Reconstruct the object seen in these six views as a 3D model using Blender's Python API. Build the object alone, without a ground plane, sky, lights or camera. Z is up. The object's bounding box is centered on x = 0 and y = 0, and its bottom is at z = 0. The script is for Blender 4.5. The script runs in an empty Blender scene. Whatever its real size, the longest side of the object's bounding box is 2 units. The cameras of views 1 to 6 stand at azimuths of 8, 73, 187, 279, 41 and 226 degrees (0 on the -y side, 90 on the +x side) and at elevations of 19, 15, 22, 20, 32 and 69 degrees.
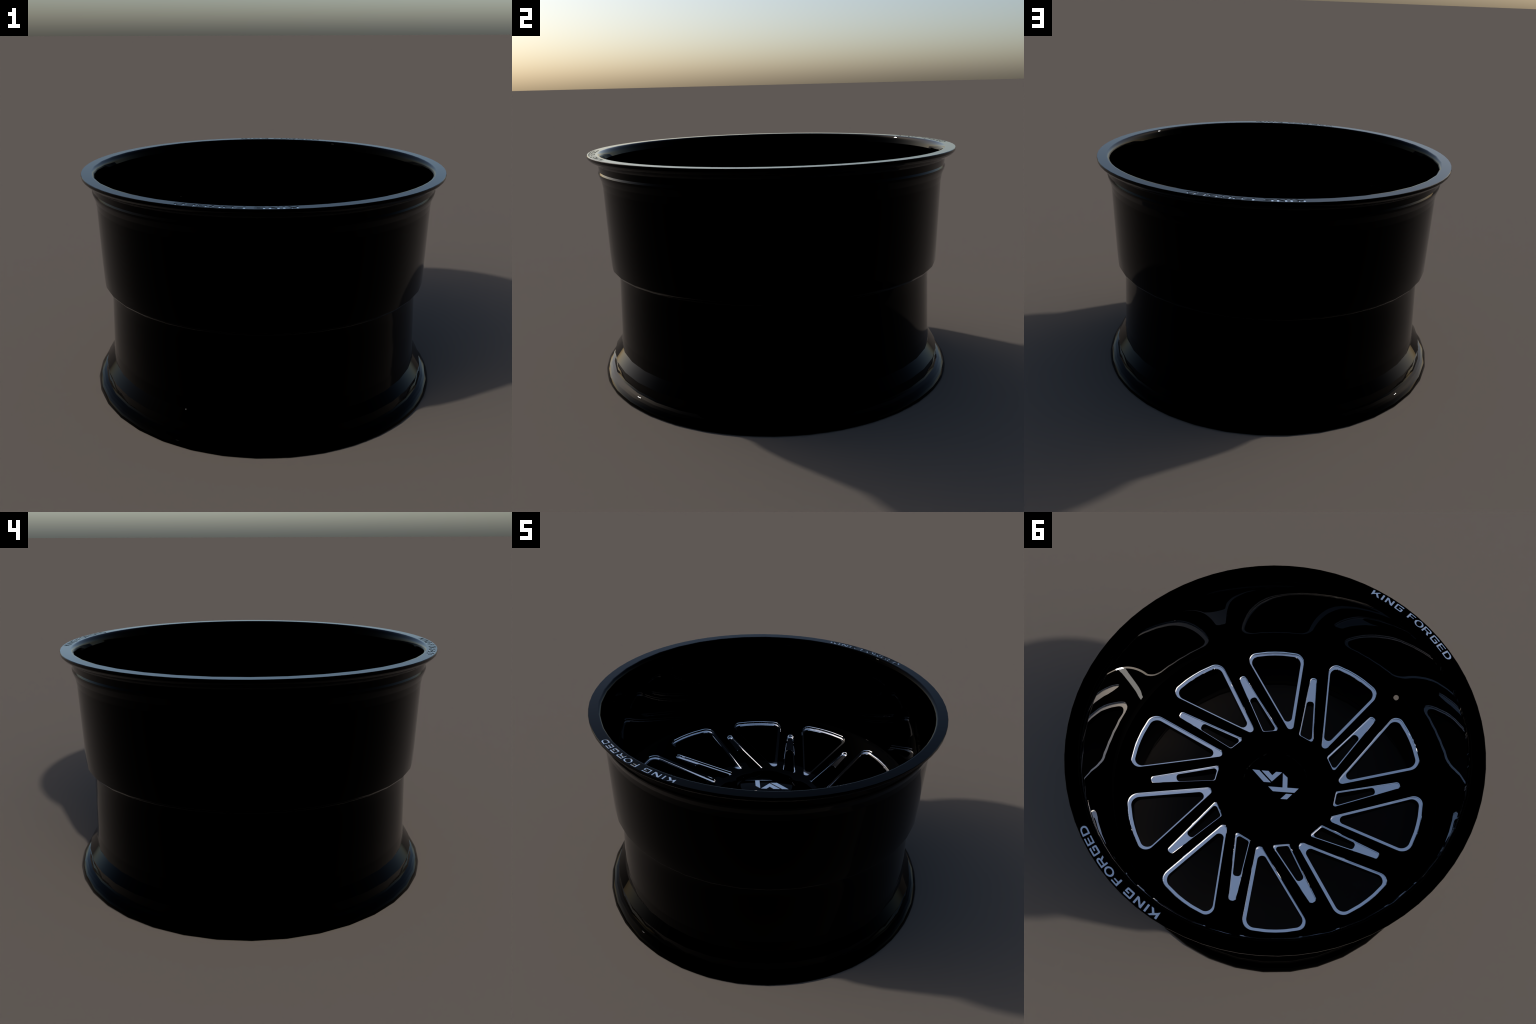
# Deep-dish forged truck wheel lying face up: gloss black barrel and disc,
# ten milled windows, ten milled slots, centre cap with emblem, lip lettering.
import bpy, bmesh, math
from math import sin, cos, pi, radians, hypot, atan2, tan, sqrt
from mathutils import Vector, Matrix
from mathutils.geometry import delaunay_2d_cdt

# ------------------------------------------------------------------ materials
def principled(name):
    m = bpy.data.materials.new(name)
    m.use_nodes = True
    return m, m.node_tree, m.node_tree.nodes["Principled BSDF"]

def gloss_black():
    # mirror-black paint: reflects only at grazing angles
    m, nt, b = principled("gloss_black")
    b.inputs["Base Color"].default_value = (0.0, 0.0, 0.0, 1)
    b.inputs["Metallic"].default_value = 1.0
    n = nt.nodes.new("ShaderNodeTexNoise")
    n.inputs["Scale"].default_value = 9.0
    tc = nt.nodes.new("ShaderNodeTexCoord")
    nt.links.new(tc.outputs["Object"], n.inputs["Vector"])
    mr = nt.nodes.new("ShaderNodeMapRange")
    mr.inputs["To Min"].default_value = 0.0
    mr.inputs["To Max"].default_value = 0.012
    nt.links.new(n.outputs["Fac"], mr.inputs["Value"])
    nt.links.new(mr.outputs["Result"], b.inputs["Roughness"])
    return m

def milled_metal():
    m, nt, b = principled("milled_metal")
    b.inputs["Metallic"].default_value = 1.0
    n = nt.nodes.new("ShaderNodeTexNoise")
    n.inputs["Scale"].default_value = 14.0
    tc = nt.nodes.new("ShaderNodeTexCoord")
    nt.links.new(tc.outputs["Object"], n.inputs["Vector"])
    cr = nt.nodes.new("ShaderNodeValToRGB")
    cr.color_ramp.elements[0].color = (0.94, 0.94, 0.94, 1)
    cr.color_ramp.elements[1].color = (0.99, 0.99, 0.99, 1)
    nt.links.new(n.outputs["Fac"], cr.inputs["Fac"])
    nt.links.new(cr.outputs["Color"], b.inputs["Base Color"])
    b.inputs["Roughness"].default_value = 0.015
    return m

BLACK = gloss_black()
MILLED = milled_metal()

# ------------------------------------------------------------------ helpers
def new_object(name, verts, faces, material, parent, sharp=32):
    me = bpy.data.meshes.new(name)
    me.from_pydata([tuple(v) for v in verts], [], faces)
    bm = bmesh.new(); bm.from_mesh(me)
    bmesh.ops.remove_doubles(bm, verts=bm.verts, dist=1e-5)
    bmesh.ops.dissolve_degenerate(bm, edges=bm.edges, dist=1e-6)
    bm.to_mesh(me); bm.free()
    me.materials.append(material)
    me.polygons.foreach_set("use_smooth", [True] * len(me.polygons))
    me.set_sharp_from_angle(angle=radians(sharp))
    ob = bpy.data.objects.new(name, me)
    bpy.context.scene.collection.objects.link(ob)
    ob.parent = parent
    return ob

def fillet_path(pts, closed, steps=5):
    """pts: (x, y, radius). Round every corner with a circular arc."""
    out = []
    n = len(pts)
    for i, (x, y, r) in enumerate(pts):
        if r <= 0 or (not closed and i in (0, n - 1)):
            out.append((x, y)); continue
        p = Vector((x, y))
        a = Vector(pts[i - 1][:2]) - p
        b = Vector(pts[(i + 1) % n][:2]) - p
        la, lb = a.length, b.length
        a.normalize(); b.normalize()
        ang = a.angle(b)
        if ang > pi - 0.02:
            out.append((x, y)); continue
        t = min(r / tan(ang / 2), la * 0.49, lb * 0.49)
        r = t * tan(ang / 2)
        c = p + (a + b).normalized() * (r / sin(ang / 2))
        s, e = p + a * t - c, p + b * t - c
        a0, a1 = atan2(s.y, s.x), atan2(e.y, e.x)
        d = (a1 - a0 + pi) % (2 * pi) - pi
        k = max(2, int(steps * abs(d) / (pi / 2)) + 1)
        out += [(c.x + r * cos(a0 + d * j / k), c.y + r * sin(a0 + d * j / k)) for j in range(k + 1)]
    return out

def resample(loop, step):
    """split long edges of a closed loop"""
    out = []
    for i, p in enumerate(loop):
        q = loop[(i + 1) % len(loop)]
        k = max(1, round(hypot(q[0] - p[0], q[1] - p[1]) / step))
        out += [(p[0] + (q[0] - p[0]) * j / k, p[1] + (q[1] - p[1]) * j / k) for j in range(k)]
    return out

def offset(loop, d):
    """offset a closed counter-clockwise loop outward by d"""
    n = len(loop); out = []
    for i in range(n):
        p0, p, p1 = Vector(loop[i - 1]), Vector(loop[i]), Vector(loop[(i + 1) % n])
        a, b = (p - p0).normalized(), (p1 - p).normalized()
        na, nb = Vector((a.y, -a.x)), Vector((b.y, -b.x))
        m = (na + nb).normalized()
        out.append(tuple(p + m * d / max(0.5, m.dot(na))))
    return out

def rotate(loop, a):
    c, s = cos(a), sin(a)
    return [(x * c - y * s, x * s + y * c) for x, y in loop]

def ccw(loop):
    s = sum(loop[i - 1][0] * p[1] - p[0] * loop[i - 1][1] for i, p in enumerate(loop))
    return loop if s > 0 else loop[::-1]

def inside(p, loop):
    x, y = p; r = False
    for i in range(len(loop)):
        x0, y0 = loop[i - 1]; x1, y1 = loop[i]
        if (y0 > y) != (y1 > y) and x < (x1 - x0) * (y - y0) / (y1 - y0) + x0:
            r = not r
    return r

def plate(outer, holes, zfun, grid=(), up=True, margin=0.006):
    """triangulated plate bounded by loops and lifted by zfun(r)"""
    loops = [outer] + holes
    co, ed = [], []
    for lp in loops:
        b = len(co)
        co += lp
        ed += [(b + i, b + (i + 1) % len(lp)) for i in range(len(lp))]
    boxes = [(min(x for x, y in l) - margin, max(x for x, y in l) + margin,
              min(y for x, y in l) - margin, max(y for x, y in l) + margin, l) for l in loops]
    border = list(co)
    for g in grid:
        ok = inside(g, outer)
        for x0, x1, y0, y1, l in boxes:
            if not ok: break
            if l is outer:
                continue
            if x0 < g[0] < x1 and y0 < g[1] < y1:
                if inside(g, l) or min((g[0] - x) ** 2 + (g[1] - y) ** 2 for x, y in l) < margin ** 2:
                    ok = False
        if ok and min((g[0] - x) ** 2 + (g[1] - y) ** 2 for x, y in outer) > margin ** 2:
            co.append(g)
    v, e, f, *_ = delaunay_2d_cdt([Vector(c) for c in co], ed, [], 0, 1e-7)
    fs = []
    for t in f:
        c = [sum(v[i][k] for i in t) / len(t) for k in (0, 1)]
        if not inside(c, outer): continue
        if any(x0 < c[0] < x1 and y0 < c[1] < y1 and inside(c, l) for x0, x1, y0, y1, l in boxes[1:]):
            continue
        s = sum(v[t[i - 1]][0] * v[t[i]][1] - v[t[i]][0] * v[t[i - 1]][1] for i in range(len(t)))
        t = list(t) if (s > 0) == up else list(t)[::-1]
        fs.append(t)
    return [(p[0], p[1], zfun(hypot(*p))) for p in v], fs

def wall(levels, inward=True):
    """strip between successive 3D loops of equal length (top loop first)"""
    n = len(levels[0]); vs = []; fs = []
    for l in levels: vs += l
    for k in range(len(levels) - 1):
        for i in range(n):
            a, b = k * n + i, k * n + (i + 1) % n
            q = [a, b, b + n, a + n]
            fs.append(q if inward else q[::-1])
    return vs, fs

def merge(*parts):
    vs, fs = [], []
    for v, f in parts:
        b = len(vs); vs += v
        fs += [[i + b for i in q] for q in f]
    return vs, fs

def circle(r, n, cx=0, cy=0, a0=0):
    return [(cx + r * cos(a0 + 2 * pi * i / n), cy + r * sin(a0 + 2 * pi * i / n)) for i in range(n)]

def lift(loop, zf):
    return [(x, y, zf(hypot(x, y)) if callable(zf) else zf) for x, y in loop]

# ------------------------------------------------------------------ root
root = bpy.data.objects.new("alloy_wheel", None)
bpy.context.scene.collection.objects.link(root)
root["label"] = "deep-dish gloss black wheel rim with milled silver windows, lying flat"
root["category"] = "wheel rim"

# ------------------------------------------------------------------ barrel
LIP_IN, LIP_OUT, LIP_Z = 0.9478, 0.9972, 1.2350
DISC_R, DISC_Z = 0.868, 0.477 + 0.185 * 0.868
outer_profile = [
    (LIP_IN, LIP_Z, 0), (LIP_OUT, LIP_Z, 0), (0.9993, 1.2325, .002), (0.9993, 1.2200, .004), (0.9900, 1.2085, .008),
    (0.9613, 1.1930, .006), (0.9480, 1.1830, .006), (0.9455, 1.1500, 0), (0.9500, 1.1400, .003),
    (0.9480, 1.1280, .010), (0.9370, 1.0980, .02), (0.9310, 1.0600, .03), (0.9285, 0.9400, 0),
    (0.9210, 0.6230, .004), (0.9115, 0.6095, .003), (0.8825, 0.5960, .003), (0.8815, 0.5300, 0), (0.8935, 0.2200, .01),
    (0.9005, 0.1570, 0), (0.9430, 0.1070, 0), (0.9435, 0.0850, 0), (0.9445, 0.0600, .004),
    (0.9510, 0.0510, 0), (0.9660, 0.0440, .01), (0.9790, 0.0350, .01), (0.9885, 0.0260, .01), (0.9945, 0.0170, .008), (0.9985, 0.0060, .005),
    (0.9985, 0.0000, .002)]
inner_profile = [
    (0.9430, 0.0000, .003), (0.9400, 0.0300, .01), (0.9250, 0.0880, .01), (0.8900, 0.1500, .01),
    (0.8800, 0.2000, .02), (0.8740, 0.3500, 0), (0.8690, 0.5000, .005), (DISC_R, 0.5500, .003),
    (DISC_R, DISC_Z, 0), (0.9010, 0.6440, .012), (0.9062, 0.6950, .02),
(0.9140, 0.9400, 0), (0.9225, 1.1900, .01)]
# soft roll-over from the wall to the flat of the lip
inner_profile += [(0.9478 - 0.0220 * cos(radians(t)), 1.1990 + 0.0360 * sin(radians(t)), 0) for t in (12, 26, 40, 53, 66, 78)]
profile = fillet_path(outer_profile + inner_profile, True, 8)
# split long spans so the wall shades evenly
prof2 = []
for i, p in enumerate(profile):
    q = profile[(i + 1) % len(profile)]
    k = max(1, int(hypot(q[0] - p[0], q[1] - p[1]) / 0.09))
    prof2 += [(p[0] + (q[0] - p[0]) * j / k, p[1] + (q[1] - p[1]) * j / k) for j in range(k)]

COARSE = 38                       # coarse facets of the original casting
SEG = COARSE * 2
PHASE = radians(123.9)
def facet_weight(r, z, a):
    rear = 0.5 - 0.5 * cos(a)                 # facets are strongest on the -x side
    if z < 0.03 and r > 0.99: return 0.25 + 0.75 * rear
    if z < 0.20 and r > 0.88: return 0.9
    if 0.58 < z < 0.63 and r > 0.88: return 0.8
    if z > 1.19 and r < 0.95: return rear ** 2
    return 0.0
vs, fs = [], []
half = pi / COARSE
for s in range(SEG):
    a = PHASE + 2 * pi * s / SEG
    u = ((s / 2) % 1) * 2 * half - half       # angle from the chord middle
    for r, z in prof2:
        flat = r * cos(half) / cos(u)
        w = facet_weight(r, z, a)
        rr = r + (flat - r) * w
        vs.append((rr * cos(a), rr * sin(a), z))
n = len(prof2)
for s in range(SEG):
    t = (s + 1) % SEG
    for i in range(n):
        j = (i + 1) % n
        fs.append([s * n + i, s * n + j, t * n + j, t * n + i])
barrel = new_object("barrel", vs, fs, BLACK, root, 17)
bm = bmesh.new(); bm.from_mesh(barrel.data)
bmesh.ops.recalc_face_normals(bm, faces=bm.faces)
bm.to_mesh(barrel.data); bm.free()

# valve hole drilled through the corner of barrel and disc
e = Vector((-0.1015, -0.871, 0.65)); d = Vector((0.0235, -0.0495, -0.1)).normalized()
bm = bmesh.new()
bmesh.ops.create_cone(bm, cap_ends=True, segments=28, radius1=.0155, radius2=.0155, depth=.30,
                      matrix=Matrix.Translation(e + d * .02) @ d.to_track_quat('Z', 'Y').to_matrix().to_4x4())
me = bpy.data.meshes.new("drill"); bm.to_mesh(me); bm.free()
me.materials.append(BLACK)
drill = bpy.data.objects.new("drill", me)
bpy.context.scene.collection.objects.link(drill)
mod = barrel.modifiers.new("valve", 'BOOLEAN')
mod.operation = 'DIFFERENCE'; mod.solver = 'EXACT'; mod.object = drill
dg = bpy.context.evaluated_depsgraph_get()
nm = bpy.data.meshes.new_from_object(barrel.evaluated_get(dg))
barrel.modifiers.clear()
barrel.data = nm
nm.polygons.foreach_set("use_smooth", [True] * len(nm.polygons))
nm.set_sharp_from_angle(angle=radians(17))
bpy.data.objects.remove(drill)

# ------------------------------------------------------------------ disc shapes (local frame: x outward)
POCKET = 0.015
def z_face(r):
    return 0.477 + 0.185 * max(r, 0.29)
def z_ledge(r):
    return z_face(r) - POCKET
def z_under(r):
    t = min(1, max(0, (r - .42) / .22))
    rim = 0.011 * min(1, max(0, (r - .76) / .05))      # thicker web where the disc meets the barrel
    return z_ledge(r) - 0.090 + 0.038 * t * t * (3 - 2 * t) - rim

def window_loop(R, ml, bl, mr, br, rt, rc):
    """rounded triangle: outer arc of radius R, side lines y = m x + b, tip and corner radii"""
    def hit(m, b):
        A, B, C = 1 + m * m, 2 * m * b, b * b - R * R
        x = (-B + sqrt(B * B - 4 * A * C)) / (2 * A)
        return x, m * x + b
    xt = (bl - br) / (mr - ml)
    L, Rr = hit(ml, bl), hit(mr, br)
    a0, a1 = atan2(L[1], L[0]), atan2(Rr[1], Rr[0])
    # arc as three chords bulged to the circle
    mids = [(R * cos(a0 + (a1 - a0) * k), R * sin(a0 + (a1 - a0) * k), 0.2) for k in (.36, .5, .64)]
    pts = [(xt, ml * xt + bl, rt), (L[0], L[1], rc)] + mids + [(Rr[0], Rr[1], rc)]
    return ccw(resample(fillet_path(pts, True, 9), 0.014))

win_floor = window_loop(.8325, -.1379, -.0455, .6094, -.2876, .0195, .058)
win_hole = window_loop(.8178, -.1379, -.0455 + .0170, .6094, -.2876 - .0100, .026, .047)

def slot_loop(ml, bl, mr, br, r_in, tip, rt, ri):
    """tapered slot: inner end on a circle, outer end squared off at the point tip"""
    ax = Vector((.866, .5))
    def end(m, b):
        x = (ax.dot(tip) - ax.y * b) / (ax.x + ax.y * m)
        return x, m * x + b
    def hit(m, b):
        A, B, C = 1 + m * m, 2 * m * b, b * b - r_in * r_in
        x = (-B + sqrt(B * B - 4 * A * C)) / (2 * A)
        return x, m * x + b
    pts = [(*hit(ml, bl), ri), (*end(ml, bl), rt), (*end(mr, br), rt), (*hit(mr, br), ri)]
    return ccw(resample(fillet_path(pts, True, 8), 0.012))

slot_floor = slot_loop(.663, -.2434 + .0022, .478, -.0784 - .0022, .3515, Vector((.6735, .2102)), .014, .010)
slot_hole = slot_loop(.663, -.2434 + .0090, .478, -.0784 - .0062, .3560, Vector((.5520, .1455)), .0185, .016)

# milled pocket wall: chamfer, upright wall, hollow fillet down to the ledge
def pocket_levels(floor_loop):
    lv = []
    for out, dz in ((.0036, 0.0), (.0018, -.0022), (.0018, -.0088), (.0014, -.0120), (.0008, -.0140), (0, -POCKET)):
        lp = offset(floor_loop, out)
        lv.append([(x, y, z_face(hypot(x, y)) + dz) for x, y in lp])
    return lv
def pocket_top(floor_loop):
    return offset(floor_loop, .0036)

COUNT = 10
AZ = [radians(136 + 36 * k) for k in range(COUNT)]

# lug recess: bore circle with eight lug scallops
LUG_N, LUG_R, LUG_A = 8, 0.2480, radians(0.5)
def recess_radius(a):
    r = 0.243
    for k in range(LUG_N):
        t = a - LUG_A - 2 * pi * k / LUG_N
        s = LUG_R * sin(t)
        if abs(s) < .040 and cos(t) > 0:
            r = max(r, LUG_R * cos(t) + sqrt(.040 ** 2 - s * s))
    return r
recess = [(recess_radius(2 * pi * i / 240) * cos(2 * pi * i / 240),
           recess_radius(2 * pi * i / 240) * sin(2 * pi * i / 240)) for i in range(240)]
RECESS_Z = 0.503
lugs = [circle(.0375, 24, LUG_R * cos(LUG_A + 2 * pi * k / 8), LUG_R * sin(LUG_A + 2 * pi * k / 8)) for k in range(8)]

grid = []
for r in [0.30 + 0.022 * i for i in range(26)]:
    m = int(2 * pi * r / 0.026)
    grid += [(r * cos(2 * pi * (i + .5 * (m % 2)) / m), r * sin(2 * pi * (i + .5 * (m % 2)) / m)) for i in range(m)]
rim_loop = circle(DISC_R, SEG, a0=PHASE)

tops = [rotate(pocket_top(win_floor), a) for a in AZ] + [rotate(pocket_top(slot_floor), a) for a in AZ]
bores = [rotate(win_hole, a) for a in AZ] + [rotate(slot_hole, a) for a in AZ]
face = plate(rim_loop, tops + [recess], z_face, grid)
under = plate(rim_loop, bores, z_under, [g for g in grid], up=False)
parts = [face, under]
for l in bores:
    parts.append(wall([lift(l, z_ledge), lift(l, lambda r: z_ledge(r) - .03), lift(l, z_under)], True))
parts.append(wall([lift(recess, z_face), lift(offset(recess, -.003), lambda r: z_face(.25) - .004),
                   lift(offset(recess, -.003), RECESS_Z)], True))
parts.append(plate(offset(recess, -.003), lugs, lambda r: RECESS_Z))
for l in lugs:
    parts.append(wall([lift(l, RECESS_Z), lift(l, .345)], True))
    parts.append(plate(l, [], lambda r: .345))
# mounting boss behind the hub
boss = circle(.325, 96)
parts.append(wall([lift(boss, z_under), lift(boss, .335)], False))
parts.append(plate(boss, [], lambda r: .365, up=False))
disc = new_object("disc", *merge(*parts), BLACK, root, 30)

# ------------------------------------------------------------------ milled trim in every pocket
def trim(name, floor_loop, hole_loop):
    lv = pocket_levels(floor_loop)
    g = []
    xs = [p[0] for p in floor_loop]; ys = [p[1] for p in floor_loop]
    x = min(xs)
    while x < max(xs):
        y = min(ys)
        while y < max(ys):
            g.append((x, y)); y += .012
        x += .012
    ledge = plate(floor_loop, [hole_loop], z_ledge, [p for p in g if inside(p, floor_loop)], margin=.005)
    lip = wall([lift(hole_loop, z_ledge), lift(offset(hole_loop, -.0012), lambda r: z_ledge(r) - .0022)], True)
    return new_object(name, *merge(wall(lv, True), ledge, lip), MILLED, root, 13)

for name, fl, hl in (("window_trim", win_floor, win_hole), ("slot_trim", slot_floor, slot_hole)):
    first = trim(name, fl, hl)
    first.rotation_euler = (0, 0, AZ[0])
    for a in AZ[1:]:
        ob = first.copy()
        ob.rotation_euler = (0, 0, a)
        bpy.context.scene.collection.objects.link(ob)

# ------------------------------------------------------------------ centre cap
CAP_Z = 0.641
cap_profile = fillet_path([(0.0, CAP_Z - .001, 0), (0.1610, CAP_Z - .001, .004), (0.1820, CAP_Z - .018, .008),
                           (0.1900, 0.560, .010), (0.204, RECESS_Z + .001, 0), (0.204, 0.44, 0), (0, .44, 0)], False, 6)
vs, fs = [], []
CS = 96
for s in range(CS):
    a = 2 * pi * s / CS
    vs += [(r * cos(a), r * sin(a), z) for r, z in cap_profile]
n = len(cap_profile)
for s in range(CS):
    t = (s + 1) % CS
    fs += [[s * n + i, s * n + i + 1, t * n + i + 1, t * n + i] for i in range(n - 1)]
cap = new_object("center_cap", vs, fs, BLACK, root, 30)

def prism(loops, z0, z1):
    """flat raised letter shape: first loop outer, the rest holes"""
    outer, holes = ccw(loops[0]), [ccw(h) for h in loops[1:]]
    parts = [plate(outer, holes, lambda r: z1)]
    parts.append(wall([lift(outer, z1), lift(outer, z0)], False))
    for h in holes:
        parts.append(wall([lift(h, z1), lift(h, z0)], True))
    return merge(*parts)

emblem_shapes = {
    "emblem_bar": [(.1351, .0526), (.1054, .0270), (.0074, .0285), (.0367, .0560)],
    "emblem_chevron": [(.0955, .0184), (.0670, -.0082), (.0335, -.0062), (.0338, -.0364), (.0083, -.0588), (.0076, .0206)],
    "emblem_cross": [(.0020, -.0589), (-.0354, -.0599), (-.0782, -.0182), (-.1247, -.0615), (-.1266, -.0266),
                     (-.0385, .0556), (-.0004, .0549), (-.0592, .0004)],
    "emblem_foot": [(-.0999, .0115), (-.1251, -.0116), (-.1268, .0299), (-.1003, .0545)],
}
for name, loop in emblem_shapes.items():
    new_object(name, *prism([loop], CAP_Z - .0015, CAP_Z + .0005), MILLED, cap, 30)

# ------------------------------------------------------------------ lip lettering
# glyphs: x in degrees along the lip, y from 0 (inner) to 1 (outer edge)
def ellipse(cx, cy, rx, ry, n=36):
    return [(cx + rx * cos(2 * pi * i / n), cy + ry * sin(2 * pi * i / n)) for i in range(n)]
GLYPH = {
    "K": [[(0, 0), (0, 1), (.65, 1), (.65, .58), (2.0, 1), (2.66, 1), (1.82, .62), (2.87, 0), (2.12, 0), (1.30, .46), (.65, .27)]],
    "I": [[(0, 0), (0, 1), (.62, 1), (.62, 0)]],
    "N": [[(0, 0), (0, 1), (.62, 1), (2.10, .34), (2.10, 1), (2.68, 1), (2.68, 0), (2.04, 0), (.57, .67), (.57, 0)]],
    "G": [[(2.40, 1), (.25, 1), (.06, .95), (0, .86), (0, .16), (.08, .05), (.28, 0), (2.35, 0), (2.58, .05), (2.67, .16),
           (2.67, .60), (1.28, .60), (1.28, .42), (2.12, .42), (2.12, .22), (.54, .22), (.52, .79), (2.12, .79),
           (2.14, .75), (2.67, .77), (2.67, .88), (2.60, .95)]],
    "F": [[(0, 0), (0, 1), (2.28, 1), (2.28, .83), (.62, .83), (.62, .60), (2.05, .60), (2.05, .44), (.62, .44), (.62, 0)]],
    "O": [ellipse(1.57, .49, 1.57, .54), ellipse(1.57, .49, .96, .36)],
    "R": [[(0, 0), (0, 1), (2.15, 1), (2.60, .95), (2.86, .84), (2.93, .70), (2.84, .56), (2.55, .46), (2.25, .43),
           (2.80, 0), (2.16, 0), (1.60, .40), (.57, .40), (.57, 0)],
          [(.57, .82), (2.05, .82), (2.30, .77), (2.36, .69), (2.28, .62), (2.05, .58), (.57, .58)]],
    "E": [[(0, 0), (0, 1), (2.36, 1), (2.36, .83), (.58, .83), (.58, .59), (2.2, .59), (2.2, .43), (.58, .43), (.58, .17),
           (2.42, .17), (2.42, 0)]],
    "D": [[(0, 0), (0, 1), (1.55, 1), (2.10, .95), (2.52, .84), (2.76, .68), (2.84, .50), (2.76, .32), (2.52, .16), (2.10, .05), (1.55, 0)],
          [(.60, .81), (1.45, .81), (1.88, .75), (2.16, .64), (2.26, .50), (2.16, .36), (1.88, .25), (1.45, .19), (.60, .19)]],
}
LAYOUT = (("K", 0.0), ("I", 3.42), ("N", 4.87), ("G", 8.45), ("F", 13.38), ("O", 16.12), ("R", 19.62), ("G", 23.32), ("E", 26.60), ("D", 29.56))
LETTER_START, R0, RH, ENGRAVE = 106.3, 0.9565, 0.0345, 0.0020
def on_lip(loop, x0):
    out = []
    for x, y in loop:
        a = radians(LETTER_START - x0 - x); r = R0 + RH * y
        out.append((r * cos(a), r * sin(a)))
    return out
# the flat of the lip with the letters cut in, welded to the barrel
letter_loops = []
for ch, x0 in LAYOUT:
    loops = [ccw(on_lip(l, x0)) for l in GLYPH[ch]]
    letter_loops.append(loops)
    b = new_object("letter", *plate(loops[0], loops[1:], lambda r: LIP_Z - ENGRAVE), MILLED, root, 30)
    twin = b.copy()                        # same words on the opposite side of the lip
    twin.rotation_euler = (0, 0, pi)
    bpy.context.scene.collection.objects.link(twin)

def lip_ring(r0):
    out = []
    for s in range(SEG):
        a = PHASE + 2 * pi * s / SEG
        u = ((s / 2) % 1) * 2 * half - half
        rr = r0 + (r0 * cos(half) / cos(u) - r0) * facet_weight(r0, LIP_Z, a)
        out.append((rr * cos(a), rr * sin(a)))
    return out
parts = []
ring_out, ring_in = lip_ring(LIP_OUT), lip_ring(LIP_IN)
cuts, islands = [], []
for turn in (0, pi):
    for loops in letter_loops:
        ls = [rotate(l, turn) for l in loops]
        cuts.append(ls[0]); islands += ls[1:]
        for k, l in enumerate(ls):
            parts.append(wall([lift(l, LIP_Z), lift(l, LIP_Z - ENGRAVE)], k == 0))
parts.append(plate(ring_out, [ring_in] + cuts, lambda r: LIP_Z))
parts += [plate(l, [], lambda r: LIP_Z) for l in islands]
lip = new_object("lip_face", *merge(*parts), BLACK, root, 24)
bm = bmesh.new(); bm.from_mesh(barrel.data)
flat = [f for f in bm.faces if all(v.co.z > LIP_Z - 1e-5 for v in f.verts)]
bmesh.ops.delete(bm, geom=flat, context='FACES_ONLY')
bm.to_mesh(barrel.data); bm.free()
